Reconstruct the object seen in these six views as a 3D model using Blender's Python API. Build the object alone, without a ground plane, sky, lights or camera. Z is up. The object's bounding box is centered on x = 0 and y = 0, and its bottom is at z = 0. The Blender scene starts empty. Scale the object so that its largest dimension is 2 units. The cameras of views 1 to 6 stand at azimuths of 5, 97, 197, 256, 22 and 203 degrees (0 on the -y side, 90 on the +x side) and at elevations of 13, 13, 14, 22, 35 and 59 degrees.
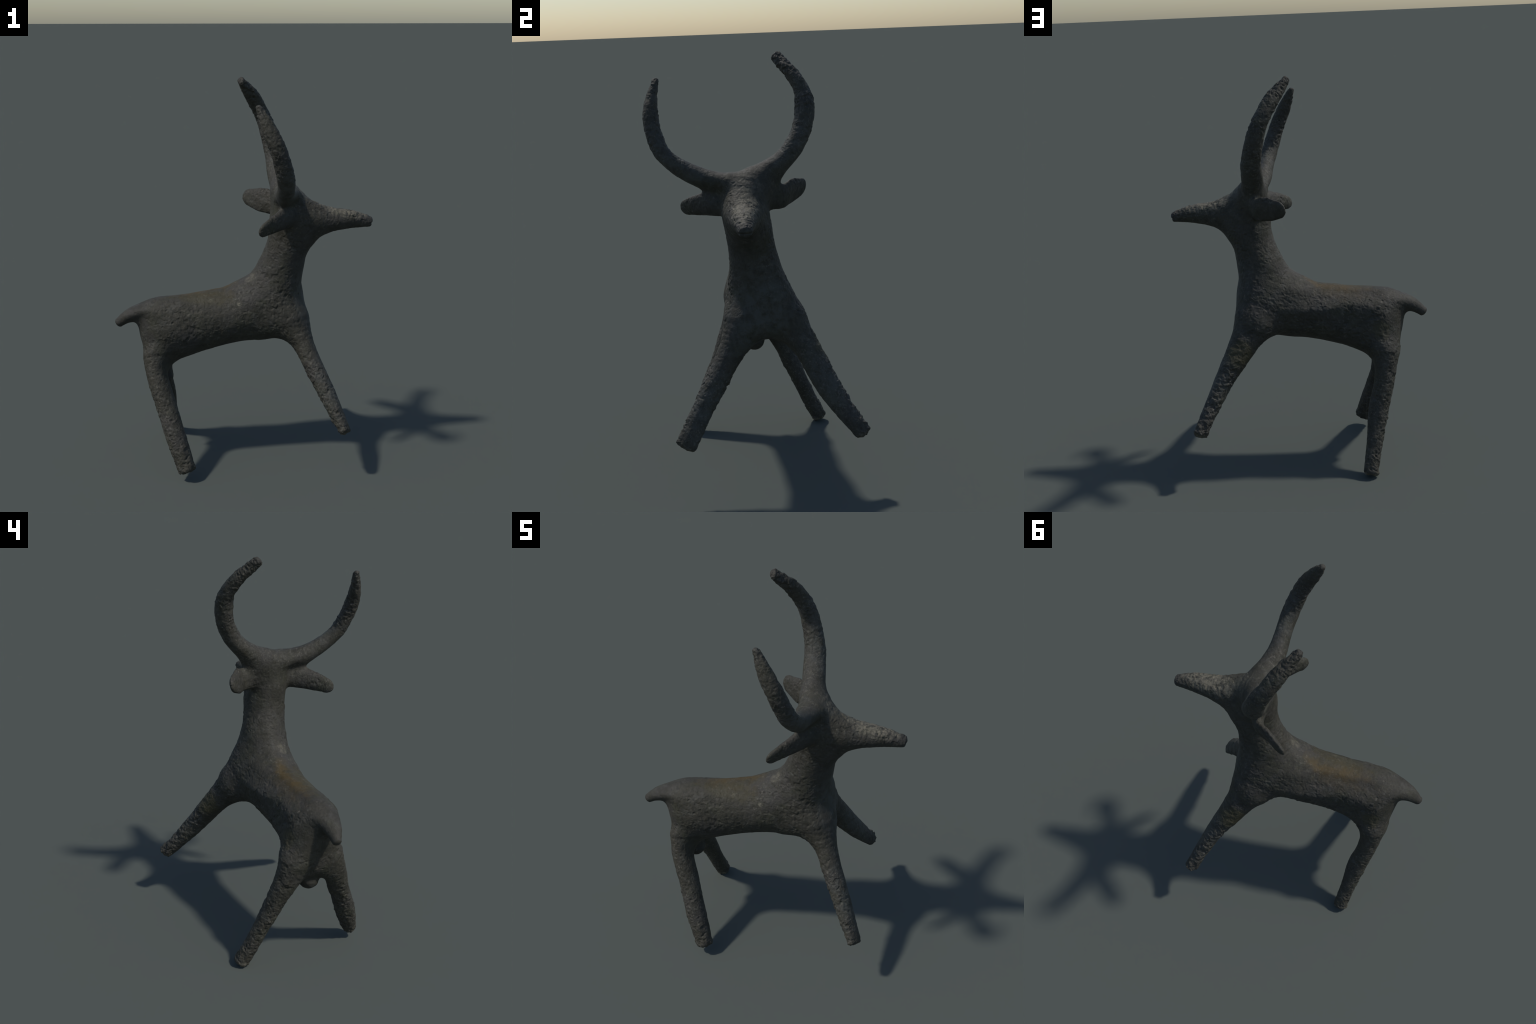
"""Cast bronze stag figurine: long neck, pointed muzzle, lyre-shaped horns, leaf ears,
four splayed stump legs.  Every limb is a spine with an elliptical section that swells
and tapers; the limbs are blended into one skin, the skin gets a hammered / corroded
relief, and is then separated into its anatomical parts."""
import bpy, numpy as np

CELL = 0.0030            # spacing of the skin mesh, metres

# ----------------------------------------------------------------- anatomy
# spine nodes: x, y, z, half width along `ref`, half width across it
# ref: axis of the first half width   cap: how long the two rounded ends are   k: blend
BODY = {
    "torso": dict(ref=(-0.02, 0.99, 0.11), cap=(1, 1), k=0.100, n=[
        (-0.390, -0.119, 0.712, 0.146, 0.168),
        (-0.227, -0.092, 0.752, 0.137, 0.155),
        (-0.079, -0.057, 0.779, 0.146, 0.146),
        (0.022, -0.040, 0.800, 0.146, 0.159),
        (0.081, -0.058, 0.775, 0.114, 0.129)]),
    "neck": dict(ref=(0.01, 1.0, -0.0), cap=(1, 1), k=0.196, n=[
        (0.200, 0.025, 0.897, 0.110, 0.099),
        (0.197, -0.002, 0.957, 0.119, 0.098),
        (0.197, -0.018, 1.049, 0.113, 0.112),
        (0.225, -0.025, 1.126, 0.104, 0.100),
        (0.259, -0.023, 1.176, 0.083, 0.078)]),
    "head": dict(ref=(-0.01, 1.0, -0.03), cap=(1, 0.4), k=0.167, n=[
        (0.238, -0.043, 1.333, 0.094, 0.114),
        (0.313, -0.049, 1.312, 0.085, 0.084),
        (0.418, -0.030, 1.291, 0.068, 0.064),
        (0.545, -0.010, 1.288, 0.048, 0.046),
        (0.646, 0.009, 1.272, 0.029, 0.026)]),
    "tail": dict(ref=(-0.0, 1.0, 0.01), cap=(1, 0.6), k=0.109, n=[
        (-0.341, -0.160, 0.833, 0.015, 0.012),
        (-0.482, -0.162, 0.839, 0.042, 0.015),
        (-0.571, -0.174, 0.810, 0.041, 0.026),
        (-0.638, -0.177, 0.760, 0.023, 0.024)]),
    "foreR": dict(ref=(-0.05, 1.0, -0.03), cap=(1, 0.5), k=0.136, n=[
        (0.264, -0.073, 0.745, 0.086, 0.074),
        (0.328, -0.134, 0.630, 0.059, 0.051),
        (0.388, -0.194, 0.520, 0.054, 0.046),
        (0.461, -0.257, 0.393, 0.048, 0.039),
        (0.536, -0.322, 0.261, 0.048, 0.027)]),
    "foreL": dict(ref=(-0.03, 1.0, -0.01), cap=(1, 0.5), k=0.157, n=[
        (0.190, 0.149, 0.739, 0.071, 0.084),
        (0.245, 0.233, 0.612, 0.059, 0.065),
        (0.304, 0.309, 0.489, 0.056, 0.046),
        (0.349, 0.400, 0.365, 0.047, 0.039),
        (0.380, 0.478, 0.271, 0.037, 0.032)]),
    "hindR": dict(ref=(0.01, 1.0, 0.01), cap=(1, 0.5), k=0.064, n=[
        (-0.440, -0.190, 0.571, 0.099, 0.067),
        (-0.428, -0.248, 0.489, 0.062, 0.053),
        (-0.374, -0.301, 0.353, 0.052, 0.051),
        (-0.317, -0.362, 0.202, 0.051, 0.049),
        (-0.258, -0.411, 0.063, 0.036, 0.043)]),
    "hindL": dict(ref=(0.03, 1.0, 0.0), cap=(1, 0.5), k=0.111, n=[
        (-0.470, -0.023, 0.577, 0.077, 0.060),
        (-0.468, 0.028, 0.448, 0.058, 0.052),
        (-0.446, 0.087, 0.308, 0.042, 0.050),
        (-0.437, 0.151, 0.163, 0.040, 0.041),
        (-0.428, 0.220, 0.024, 0.037, 0.036)]),
    "testes": dict(ref=(0, 1, 0), cap=(1, 1), k=0.030, n=[
        (-0.420, -0.100, 0.540, 0.035, 0.035),
        (-0.420, -0.115, 0.460, 0.051, 0.051)]),
    "earR": dict(ref=(0.2, -0.11, 0.97), cap=(1, 3.3), k=0.025, n=[
        (0.250, -0.070, 1.320, 0.045, 0.045),
        (0.224, -0.176, 1.315, 0.047, 0.038),
        (0.175, -0.272, 1.310, 0.049, 0.024),
        (0.135, -0.329, 1.295, 0.038, 0.015)]),
    "earL": dict(ref=(0.11, 0.19, 0.98), cap=(1, 3.3), k=0.032, n=[
        (0.190, 0.030, 1.325, 0.040, 0.030),
        (0.147, 0.114, 1.331, 0.051, 0.024),
        (0.078, 0.153, 1.352, 0.062, 0.018),
        (0.019, 0.187, 1.360, 0.047, 0.016)]),
    "hornR": dict(ref=(1.0, -0.01, 0.19), cap=(1, 0.9), k=0.087, n=[
        (0.223, -0.122, 1.428, 0.059, 0.037),
        (0.225, -0.238, 1.446, 0.048, 0.044),
        (0.232, -0.331, 1.491, 0.042, 0.042),
        (0.235, -0.406, 1.552, 0.042, 0.036),
        (0.221, -0.448, 1.628, 0.039, 0.035),
        (0.191, -0.472, 1.720, 0.036, 0.033),
        (0.151, -0.471, 1.805, 0.032, 0.027),
        (0.110, -0.456, 1.888, 0.016, 0.015)]),
    "hornL": dict(ref=(1.0, -0.0, 0.2), cap=(1, 0.9), k=0.094, n=[
        (0.192, 0.021, 1.430, 0.055, 0.064),
        (0.166, 0.116, 1.501, 0.055, 0.047),
        (0.148, 0.175, 1.565, 0.051, 0.045),
        (0.127, 0.213, 1.641, 0.046, 0.044),
        (0.100, 0.230, 1.726, 0.042, 0.045),
        (0.069, 0.221, 1.807, 0.039, 0.038),
        (0.033, 0.179, 1.885, 0.038, 0.032),
        (-0.021, 0.094, 1.975, 0.020, 0.028)]),
}

PART_NAME = {"torso": "torso", "neck": "neck", "head": "head", "tail": "tail",
             "foreR": "foreleg", "foreL": "foreleg", "hindR": "hindleg", "hindL": "hindleg",
             "testes": "scrotum", "earR": "ear", "earL": "ear", "hornR": "horn", "hornL": "horn"}
ORDER = list(BODY)


# ----------------------------------------------------------------- distance field
def spline(nodes, sub=6):
    N = np.asarray(nodes, float)
    if len(N) == 2:
        t = np.linspace(0, 1, sub + 1)[:, None]
        return N[0] * (1 - t) + N[1] * t
    Q = np.vstack([2 * N[0] - N[1], N, 2 * N[-1] - N[-2]])
    out = []
    for i in range(len(N) - 1):
        p0, p1, p2, p3 = Q[i:i + 4]
        for t in np.arange(sub) / sub:
            out.append(.5 * (2 * p1 + (p2 - p0) * t + (2 * p0 - 5 * p1 + 4 * p2 - p3) * t * t
                             + (3 * p1 - p0 - 3 * p2 + p3) * t ** 3))
    out.append(N[-1])
    return np.array(out)


CURVE = {n: spline(BODY[n]["n"]) for n in BODY}


def limb_distance(X, name):
    """Distance from points X to one limb, and how far along the limb (0..1) they sit."""
    m, S = BODY[name], CURVE[name]
    ref, segs = np.asarray(m["ref"], float), len(S) - 1
    pad = S[:, 3:].max() + .16
    near = np.all((X > S[:, :3].min(0) - pad) & (X < S[:, :3].max(0) + pad), axis=1)
    full, along = np.full(len(X), .5), np.zeros(len(X))
    Y = X[near]
    best, where = np.full(len(Y), .5), np.zeros(len(Y))
    for i in range(segs):
        p, q = S[i, :3], S[i + 1, :3]
        L = np.linalg.norm(q - p) + 1e-9
        tv = (q - p) / L
        t = (Y - p) @ tv / L
        tc = np.clip(t, 0, 1)
        off = Y - p - tc[:, None] * L * tv
        r0 = ref - (ref @ tv) * tv
        r0 /= np.linalg.norm(r0) + 1e-9
        r1 = np.cross(tv, r0)
        a = np.maximum(S[i, 3] + (S[i + 1, 3] - S[i, 3]) * tc, .004)
        b = np.maximum(S[i, 4] + (S[i + 1, 4] - S[i, 4]) * tc, .004)
        u, v, w = off @ r0, off @ r1, off @ tv
        c = np.minimum(a, b) * np.where(t < 0, m["cap"][0] if i == 0 else 1,
                                        m["cap"][1] if i == segs - 1 else 1)
        k = np.sqrt((u / a) ** 2 + (v / b) ** 2 + (w / c) ** 2)
        n = np.sqrt(u * u + v * v + w * w)
        d = np.where(k > 1e-6, n * (1 - 1 / np.maximum(k, 1e-6)), -np.minimum(a, b))
        hit = d < best
        best[hit] = d[hit]
        where[hit] = ((i + tc) / segs)[hit]
    full[near], along[near] = best, where
    return full, along


def blend(a, b, k):
    h = np.clip(1 - np.abs(a - b) / k, 0, None)
    return np.minimum(a, b) - h * h * k * .25


def body_distance(X):
    d = None
    for n in ORDER:
        e = limb_distance(X, n)[0]
        d = e if d is None else blend(d, e, BODY[n]["k"])
    return d


# ----------------------------------------------------------------- skin (surface nets)
def skin():
    pts = np.vstack([CURVE[n][:, :3] for n in BODY])
    lo, hi = pts.min(0) - .20, pts.max(0) + .20
    blk = 6
    big = CELL * blk
    nb = np.ceil((hi - lo) / big).astype(int)
    g = np.stack(np.meshgrid(*[np.arange(k) for k in nb], indexing="ij"), -1).reshape(-1, 3)
    dc = body_distance(lo + (g + .5) * big)
    F = np.repeat(np.repeat(np.repeat(dc.reshape(nb).astype(np.float32), blk, 0), blk, 1), blk, 2)
    close = g[np.abs(dc) < big * 1.35]
    sub = np.stack(np.meshgrid(*[np.arange(blk)] * 3, indexing="ij"), -1).reshape(-1, 3)
    for s in range(0, len(close), 1500):
        idx = (close[s:s + 1500, None] * blk + sub[None]).reshape(-1, 3)
        F[idx[:, 0], idx[:, 1], idx[:, 2]] = body_distance(lo + (idx + .5) * CELL)
    inside = F < 0
    n0, n1, n2 = F.shape
    count = np.zeros((n0 - 1, n1 - 1, n2 - 1), np.int8)
    corner = [(i, j, k) for i in (0, 1) for j in (0, 1) for k in (0, 1)]
    for i, j, k in corner:
        count += inside[i:n0 - 1 + i, j:n1 - 1 + j, k:n2 - 1 + k]
    cells = np.argwhere((count > 0) & (count < 8))
    vid = np.full(count.shape, -1, np.int32)
    vid[tuple(cells.T)] = np.arange(len(cells))
    acc, cnt = np.zeros((len(cells), 3)), np.zeros(len(cells))
    for ca in corner:
        for ax in range(3):
            if ca[ax]:
                continue
            cb = list(ca)
            cb[ax] = 1
            fa = F[tuple((cells + ca).T)].astype(float)
            fb = F[tuple((cells + cb).T)].astype(float)
            cross = (fa < 0) != (fb < 0)
            t = np.where(cross, fa / np.where(cross, fa - fb, 1), 0)
            p = np.asarray(ca, float)[None].repeat(len(cells), 0)
            p[:, ax] += t
            acc[cross] += p[cross]
            cnt[cross] += 1
    V = lo + (cells + acc / cnt[:, None] + .5) * CELL
    quads = []
    for ax in range(3):
        u, v = (ax + 1) % 3, (ax + 2) % 3
        A = np.moveaxis(inside, ax, 0)
        e = np.argwhere(np.moveaxis(A[:-1] != A[1:], 0, ax))
        e = e[(e[:, u] > 0) & (e[:, v] > 0) & (e[:, u] < F.shape[u] - 1) & (e[:, v] < F.shape[v] - 1)]
        flip = inside[tuple(e.T)]
        q = []
        for du, dv in ((1, 1), (0, 1), (0, 0), (1, 0)):
            c = e.copy()
            c[:, u] -= du
            c[:, v] -= dv
            q.append(vid[tuple(c.T)])
        q = np.stack(q, 1)
        q[~flip] = q[~flip][:, ::-1]
        quads.append(q)
    return V, np.vstack(quads)


def vertex_normals(V, Q):
    n = np.cross(V[Q[:, 2]] - V[Q[:, 0]], V[Q[:, 3]] - V[Q[:, 1]])
    N = np.zeros_like(V)
    for c in range(4):
        for a in range(3):
            N[:, a] += np.bincount(Q[:, c], n[:, a], len(V))
    return N / (np.linalg.norm(N, axis=1, keepdims=True) + 1e-12)


def relax(V, Q, rounds):
    for _ in range(rounds):
        acc, cnt = np.zeros_like(V), np.zeros(len(V))
        for c in range(4):
            a, b = Q[:, c], Q[:, (c + 1) % 4]
            cnt += np.bincount(a, minlength=len(V))
            for x in range(3):
                acc[:, x] += np.bincount(a, V[b, x], len(V))
        V = V * .5 + acc / cnt[:, None] * .5
    return V


# ----------------------------------------------------------------- noise for the relief
def hash3(I, seed):
    h = (I[..., 0].astype(np.int64) * 374761393 + I[..., 1].astype(np.int64) * 668265263
         + I[..., 2].astype(np.int64) * 2147483647 + seed * 1274126177) & 0xffffffff
    h = ((h ^ (h >> 13)) * 1274126177) & 0xffffffff
    h = ((h ^ (h >> 16)) * 2246822519) & 0xffffffff
    return ((h ^ (h >> 15)) & 0xffffff) / float(0x1000000)


def noise(P, freq, seed):
    """Smooth value noise, roughly -1..1."""
    X = P * freq + seed * 17.31
    I = np.floor(X).astype(np.int64)
    f = X - I
    f = f * f * f * (f * (f * 6 - 15) + 10)
    r = 0
    for c in [(i, j, k) for i in (0, 1) for j in (0, 1) for k in (0, 1)]:
        w = np.prod([f[:, a] if c[a] else 1 - f[:, a] for a in range(3)], axis=0)
        r = r + w * hash3(I + np.array(c), seed)
    return r * 2 - 1


def cells(P, freq, seed):
    """Distance to the nearest and to the second nearest scattered point, in cell units."""
    X = P * freq + seed * 9.7
    I = np.floor(X).astype(np.int64)
    f1, f2 = np.full(len(P), 9.), np.full(len(P), 9.)
    for i in (-1, 0, 1):
        for j in (-1, 0, 1):
            for k in (-1, 0, 1):
                C = I + np.array((i, j, k))
                q = C + np.stack([hash3(C, seed + 1), hash3(C, seed + 2), hash3(C, seed + 3)], 1)
                d = np.linalg.norm(X - q, axis=1)
                f2 = np.minimum(np.maximum(f1, d), f2)
                f1 = np.minimum(f1, d)
    return f1, f2


def step(x, a, b):
    t = np.clip((x - a) / (b - a), 0, 1)
    return t * t * (3 - 2 * t)


def facets(P, freq, seed):
    """Chisel facets: every cell is a small plane with its own tilt.  Roughly -1..1."""
    X = P * freq + seed * 5.3
    I = np.floor(X).astype(np.int64)
    best, out = np.full(len(P), 9.), np.zeros(len(P))
    for i in (-1, 0, 1):
        for j in (-1, 0, 1):
            for k in (-1, 0, 1):
                C = I + np.array((i, j, k))
                q = C + np.stack([hash3(C, seed + s) for s in (1, 2, 3)], 1)
                tilt = np.stack([hash3(C, seed + s) for s in (4, 5, 6)], 1) * 2 - 1
                d = np.linalg.norm(X - q, axis=1)
                val = ((X - q) * tilt).sum(1) * 1.3 + (hash3(C, seed + 7) - .5) * .9
                hit = d < best
                best[hit], out[hit] = d[hit], val[hit]
    return out


def nicks(P, freq, seed, share, size):
    """Sparse sharp dents, 0..1 deep."""
    X = P * freq + seed * 3.9
    I = np.floor(X).astype(np.int64)
    out = np.zeros(len(P))
    for i in (-1, 0, 1):
        for j in (-1, 0, 1):
            for k in (-1, 0, 1):
                C = I + np.array((i, j, k))
                q = C + np.stack([hash3(C, seed + s) for s in (1, 2, 3)], 1)
                on = hash3(C, seed + 4) < share
                r = size * (.6 + .8 * hash3(C, seed + 5))
                axis = np.stack([hash3(C, seed + s) for s in (6, 7, 8)], 1) * 2 - 1
                axis /= np.linalg.norm(axis, axis=1, keepdims=True) + 1e-6
                v = X - q
                l = (v * axis).sum(1)
                d = np.sqrt(np.maximum((v * v).sum(1) - .75 * l * l, 0))     # stretched dent
                out = np.maximum(out, on * np.clip(1 - d / r, 0, 1))
    return out


def relief(V, N, part, along):
    """Height of the hammered, corroded surface in metres."""
    rough = np.full(len(V), .45)
    soft = along + .10 * noise(V, 16, 61)
    for i, n in enumerate(ORDER):
        m, s = part == i, soft
        if n.startswith(("fore", "hind")):
            rough[m] = .5 + .5 * step(s[m], .1, .7)
        elif n.startswith("horn"):
            rough[m] = .2 + .6 * step(s[m], .15, .6)
        elif n == "head":
            rough[m] = .3 + .6 * step(s[m], .1, .6) * step(N[m, 2], -.4, .4)
        elif n.startswith("ear"):
            rough[m] = .4
        elif n == "tail":
            rough[m] = .2
        elif n == "torso":
            rough[m] = .18 + .36 * step(np.abs(N[m, 1]), .35, .8)
        elif n == "neck":
            rough[m] = .5
    # the throat, the breast and the fronts of the legs are worn smooth; so is the belly
    rough *= 1 - .6 * step(N[:, 0], .45, .85) * (V[:, 2] < 1.25)
    rough *= 1 - .55 * step(-N[:, 2], .5, .9)
    # the left side kept more of its cast texture
    rough *= 1 + .3 * step(N[:, 1], .25, .7) * (V[:, 2] > .5) * (V[:, 2] < 1.3)
    # cast texture comes and goes
    rough *= .75 + .5 * noise(V, 13, 67)
    rough = np.clip(rough, .08, 1.25)
    P = V + np.stack([noise(V, 45, s) for s in (3, 5, 7)], 1) * .004
    h = .0028 * facets(P * (1, 1, 1.25), 34, 71) + .0015 * facets(P, 80, 81)
    h += .0030 * noise(P, 62, 31) * rough ** 2 + .0008 * noise(P, 140, 37)
    h -= .0075 * nicks(P, 50, 91, .5, .42)
    h += .0022
    h *= rough
    h -= .0022 * nicks(P, 85, 111, .4, .42) * (.35 + rough)
    # broad unevenness everywhere, and a few casting pits
    h += .0003 + .0022 * noise(V, 11, 41) + .0008 * noise(V, 27, 43)
    h -= .0060 * nicks(V, 22, 101, .10, .16)
    # the ends of the legs are broken and ragged, the horn tips chipped
    for i, n in enumerate(ORDER):
        m = part == i
        if n.startswith(("fore", "hind")):
            end = step(along[m], .955, 1.0)
            h[m] += end * (.0035 * noise(V[m], 34, 47) + .0030 * facets(V[m], 60, 49))
        elif n.startswith("horn"):
            h[m] -= step(along[m], .75, 1.0) * .0015 + step(along[m], .93, 1.0) * (.001 + .002 * np.abs(facets(V[m], 55, 49)))
    # a soft ridge runs along the left flank: a sloping plane above it, an undercut below
    flank = (part == ORDER.index("torso")) * step(N[:, 1], .2, .5) * step(V[:, 0], -.50, -.40) * step(-V[:, 0], -.10, .02)
    line = V[:, 2] - (.822 + .012 * noise(V, 9, 121))
    h += flank * (-.004 + .0075 * np.exp(-(line / .026) ** 2) - .004 * np.exp(-((line - .06) / .03) ** 2)
                  - .004 * np.exp(-((line + .06) / .035) ** 2))
    # the mouth is a shallow notch across the blunt nose
    mouth = np.clip(1 - np.abs(V[:, 2] - 1.268) / .006, 0, 1) * step(V[:, 0], .632, .645)
    h -= .006 * mouth * (part == ORDER.index("head"))
    # single deep pits that stand out on the shoulder and the flank
    for c, r, d in (((-.002, -.006, .965), .010, .006), ((.10, -.16, .74), .012, .005)):
        h -= d * np.clip(1 - np.linalg.norm(V - np.array(c), axis=1) / r, 0, 1)
    return h


# ----------------------------------------------------------------- material
def bronze():
    mat = bpy.data.materials.new("aged_bronze")
    mat.use_nodes = True
    nt = mat.node_tree
    nt.nodes.clear()
    new = nt.nodes.new

    def link(a, b):
        nt.links.new(a, b)

    co = new("ShaderNodeTexCoord").outputs["Object"]

    def tex(scale, detail=4, rough=.6, w=None):
        t = new("ShaderNodeTexNoise")
        t.inputs["Scale"].default_value = scale
        t.inputs["Detail"].default_value = detail
        t.inputs["Roughness"].default_value = rough
        if w is None:
            link(co, t.inputs["Vector"])
        else:
            mp = new("ShaderNodeMapping")
            mp.inputs["Location"].default_value = w
            link(co, mp.inputs["Vector"])
            link(mp.outputs["Vector"], t.inputs["Vector"])
        return t.outputs["Fac"]

    def ramp(fac, lo, hi):
        r = new("ShaderNodeMapRange")
        r.interpolation_type = "SMOOTHSTEP"
        r.inputs["From Min"].default_value = lo
        r.inputs["From Max"].default_value = hi
        link(fac, r.inputs["Value"])
        return r.outputs["Result"]

    def math(op, a, b):
        m = new("ShaderNodeMath")
        m.operation = op
        for s, x in zip(m.inputs, (a, b)):
            if isinstance(x, (int, float)):
                s.default_value = x
            else:
                link(x, s)
        return m.outputs[0]

    def mix(fac, a, b):
        m = new("ShaderNodeMix")
        m.data_type = "RGBA"
        if isinstance(fac, (int, float)):
            m.inputs["Factor"].default_value = fac
        else:
            link(fac, m.inputs["Factor"])
        for s, x in ((m.inputs["A"], a), (m.inputs["B"], b)):
            if isinstance(x, tuple):
                s.default_value = (*x, 1)
            else:
                link(x, s)
        return m.outputs["Result"]

    def spot(center, radius, soft=.35, wobble=.5):
        """A blotch round a point: 1 inside, fading with a ragged rim."""
        s = new("ShaderNodeVectorMath")
        s.operation = "SUBTRACT"
        link(co, s.inputs[0])
        s.inputs[1].default_value = center
        q = new("ShaderNodeVectorMath")
        q.operation = "DIVIDE"
        link(s.outputs[0], q.inputs[0])
        q.inputs[1].default_value = radius
        ln = new("ShaderNodeVectorMath")
        ln.operation = "LENGTH"
        link(q.outputs[0], ln.inputs[0])
        ragged = math("ADD", ln.outputs["Value"], math("MULTIPLY", math("SUBTRACT", tex(28, 4), .5), wobble * 2))
        return ramp(ragged, 1 + soft, 1 - soft)

    # patina: warm grey-brown with plum-grey, olive and blackish clouds, fine dark and pale flecks
    col = mix(ramp(tex(5.5, 3), .38, .64), BASE_BROWN, BASE_PLUM)
    col = mix(math("MULTIPLY", ramp(tex(8, 5, .65, (4, 1, 7)), .48, .66), .75), col, BASE_OLIVE)
    col = mix(math("MULTIPLY", ramp(tex(17, 5, .7, (6, 6, 1)), .47, .62), .7), col, CLOUD_DARK)
    col = mix(math("MULTIPLY", ramp(tex(21, 5, .7, (3, 5, 8)), .52, .66), .65), col, CLOUD_COOL)
    col = mix(math("MULTIPLY", ramp(tex(75, 4, .7, (2, 8, 3)), .49, .64), .55), col, FLECK_DARK)
    pale = math("MULTIPLY", ramp(tex(55, 5, .75, (9, 3, 5)), .53, .66), ramp(tex(7, 3, .6, (5, 9, 2)), .38, .68))
    col = mix(math("MULTIPLY", pale, .7), col, FLECK_PALE)
    glint = ramp(tex(95, 3, .7, (3, 3, 9)), .56, .66)  # glints off the rough legs and horns, painted as pale specks
    for c, r, f in PAINTED_GLINT_ZONES:
        col = mix(math("MULTIPLY", math("MULTIPLY", spot(c, r, .4, .4), glint), .6 * f), col, FLECK_PALE)
    # pale worn bare metal on the muzzle, brow and a few scuffs
    for c, r, f in WORN:
        col = mix(math("MULTIPLY", math("MULTIPLY", spot(c, r), ramp(tex(48, 4, .75, (1, 2, 9)), .36, .58)), f), col, WORN_PALE)
    for c, r, f in GREY_GREEN:
        col = mix(math("MULTIPLY", math("MULTIPLY", spot(c, r, .6, .8), ramp(tex(24, 5, .7, (8, 4, 6)), .36, .60)), f), col, GREEN_GREY)
    for c, r, f in OLIVE_SPOTS:
        col = mix(math("MULTIPLY", spot(c, r), f), col, OLIVE)
    for c, r, f in STREAK:
        col = mix(math("MULTIPLY", spot(c, r, .85, 1.3), f * 1.05), col, OCHRE)

    b = new("ShaderNodeBsdfPrincipled")
    link(col, b.inputs["Base Color"])
    b.inputs["Metallic"].default_value = 0.0
    b.inputs["Specular IOR Level"].default_value = .3
    rr = new("ShaderNodeMapRange")
    rr.inputs["To Min"].default_value = .55
    rr.inputs["To Max"].default_value = .8
    link(tex(40, 3), rr.inputs["Value"])
    link(rr.outputs["Result"], b.inputs["Roughness"])
    bump = new("ShaderNodeBump")
    bump.inputs["Strength"].default_value = .6
    bump.inputs["Distance"].default_value = .002
    link(tex(190, 5, .65), bump.inputs["Height"])
    coarse = new("ShaderNodeBump")
    coarse.inputs["Strength"].default_value = .5
    coarse.inputs["Distance"].default_value = .004
    link(tex(85, 4, .7, (7, 7, 2)), coarse.inputs["Height"])
    link(bump.outputs["Normal"], coarse.inputs["Normal"])
    link(coarse.outputs["Normal"], b.inputs["Normal"])
    out = new("ShaderNodeOutputMaterial")
    link(b.outputs["BSDF"], out.inputs["Surface"])
    return mat


BASE_BROWN = (.050, .046, .034)
BASE_PLUM = (.048, .0445, .038)
BASE_OLIVE = (.047, .0465, .030)
CLOUD_DARK = (.032, .030, .021)
CLOUD_COOL = (.068, .066, .055)
FLECK_DARK = (.030, .029, .024)
FLECK_PALE = (.130, .120, .096)
WORN_PALE = (.170, .155, .115)
OLIVE = (.058, .050, .018)
OCHRE = (.088, .056, .013)
PAINTED_GLINT_ZONES = [((.45, -.23, .40), (.16, .16, .30), 1), ((.30, .34, .48), (.14, .22, .26), 1),
              ((-.34, -.33, .25), (.14, .16, .30), 1), ((-.45, .12, .22), (.10, .16, .30), 1),
              ((.12, -.02, 1.72), (.22, .55, .32), 1)]
GREEN_GREY = (.082, .088, .080)
# cool grey-green patina on the breast, the fronts of the forelegs and the horns
GREY_GREEN = [((.34, .03, .84), (.13, .13, .22), .65), ((.47, -.22, .42), (.10, .10, .20), .5),
              ((.36, .30, .50), (.10, .16, .20), .5), ((.27, -.36, 1.52), (.07, .16, .16), .45),
              ((.19, .20, 1.60), (.07, .12, .16), .4)]
WORN = [((.50, -.01, 1.355), (.18, .07, .055), .8), ((.30, -.03, 1.42), (.06, .07, .05), .4),
        ((.042, -.079, .985), (.035, .03, .03), .4), ((-.012, -.178, .874), (.013, .02, .010), .7),
        ((-.161, -.166, .885), (.010, .015, .009), .6), ((.545, -.33, .235), (.04, .04, .025), .8),
        ((-.428, .22, .01), (.045, .045, .025), .8), ((.385, .49, .25), (.04, .04, .035), .6),
        ((-.25, -.415, .04), (.04, .04, .03), .35)]
OLIVE_SPOTS = [((.215, .279, .635), (.07, .07, .06), .5), ((-.463, .03, .713), (.05, .05, .05), .4),
               ((-.2, -.14, .89), (.16, .05, .05), .35)]
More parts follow.
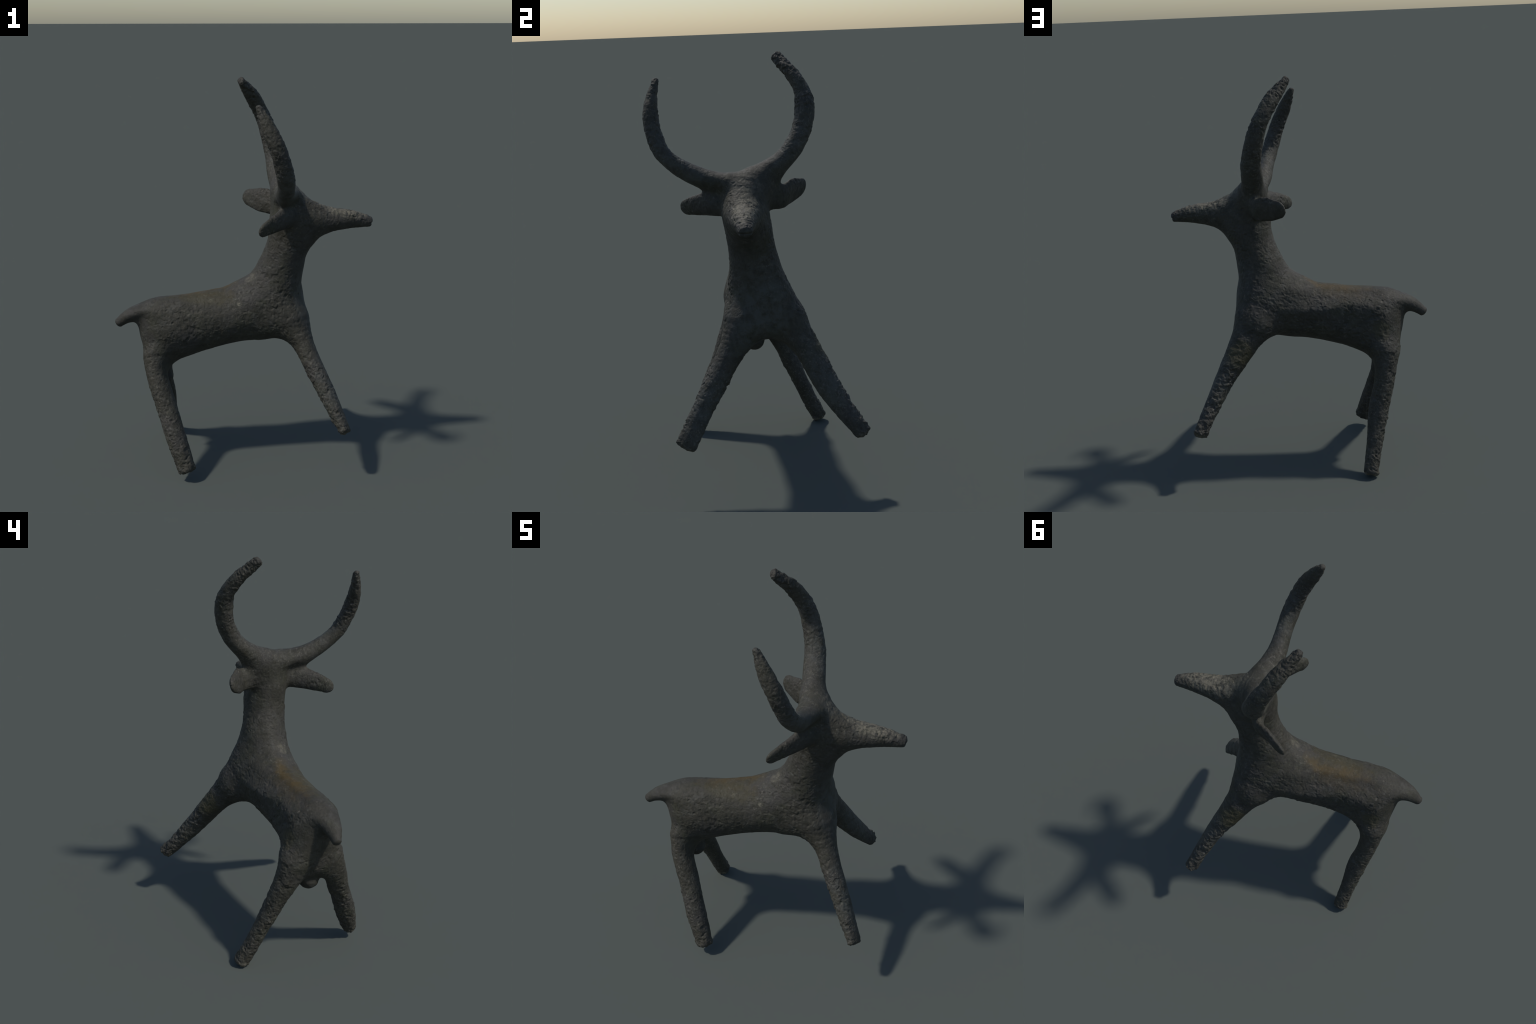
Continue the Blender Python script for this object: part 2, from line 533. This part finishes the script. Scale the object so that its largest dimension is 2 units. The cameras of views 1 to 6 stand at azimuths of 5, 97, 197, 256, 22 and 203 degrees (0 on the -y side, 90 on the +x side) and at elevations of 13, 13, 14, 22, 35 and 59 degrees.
STREAK = [((-.20, -.06, .90), (.19, .065, .05), .22), ((-.05, -.045, .935), (.05, .024, .03), .2),
          ((-.11, -.040, .92), (.045, .019, .03), .42), ((-.17, -.050, .905), (.05, .02, .03), .3),
          ((-.24, -.074, .90), (.045, .022, .03), .45), ((-.33, -.115, .90), (.06, .024, .03), .2)]


# ----------------------------------------------------------------- build
def build():
    V, Q = skin()
    V = relax(V, Q, 1)
    N = vertex_normals(V, Q)
    D, S = zip(*[limb_distance(V, n) for n in ORDER])
    D, S = np.array(D), np.array(S)
    for i, n in enumerate(ORDER):                     # limbs reach a little into their blends
        D[i] -= {"torso": 0, "neck": 0, "head": .004}.get(n, .012)
    part = D.argmin(0)
    h = relief(V, N, part, S[part, np.arange(len(V))])
    V = V + N * h[:, None]
    V[:, 2] -= V[:, 2].min()
    N = vertex_normals(V, Q)

    # each quad belongs to the part most of its corners belong to
    votes = np.zeros((len(Q), len(ORDER)), int)
    for c in range(4):
        votes[np.arange(len(Q)), part[Q[:, c]]] += 1
    owner = votes.argmax(1)

    root = bpy.data.objects.new("stag_figurine", None)
    root["label"] = "dark bronze stag figurine with curved horns and splayed legs"
    root["category"] = "animal statuette"
    bpy.context.collection.objects.link(root)
    mat = bronze()
    for i, n in enumerate(ORDER):
        q = Q[owner == i]
        used, loc = np.unique(q, return_inverse=True)
        q = loc.reshape(q.shape)
        name = PART_NAME[n]
        me = bpy.data.meshes.new(name)
        me.vertices.add(len(used))
        me.vertices.foreach_set("co", V[used].astype(np.float32).ravel())
        me.loops.add(q.size)
        me.loops.foreach_set("vertex_index", q.astype(np.int32).ravel())
        me.polygons.add(len(q))
        me.polygons.foreach_set("loop_start", np.arange(0, q.size, 4, dtype=np.int32))
        me.polygons.foreach_set("loop_total", np.full(len(q), 4, np.int32))
        me.update(calc_edges=True)
        me.validate()
        me.shade_smooth()
        me.normals_split_custom_set_from_vertices(N[used].tolist())
        me.materials.append(mat)
        ob = bpy.data.objects.new(name, me)
        ob.parent = root
        bpy.context.collection.objects.link(ob)


build()
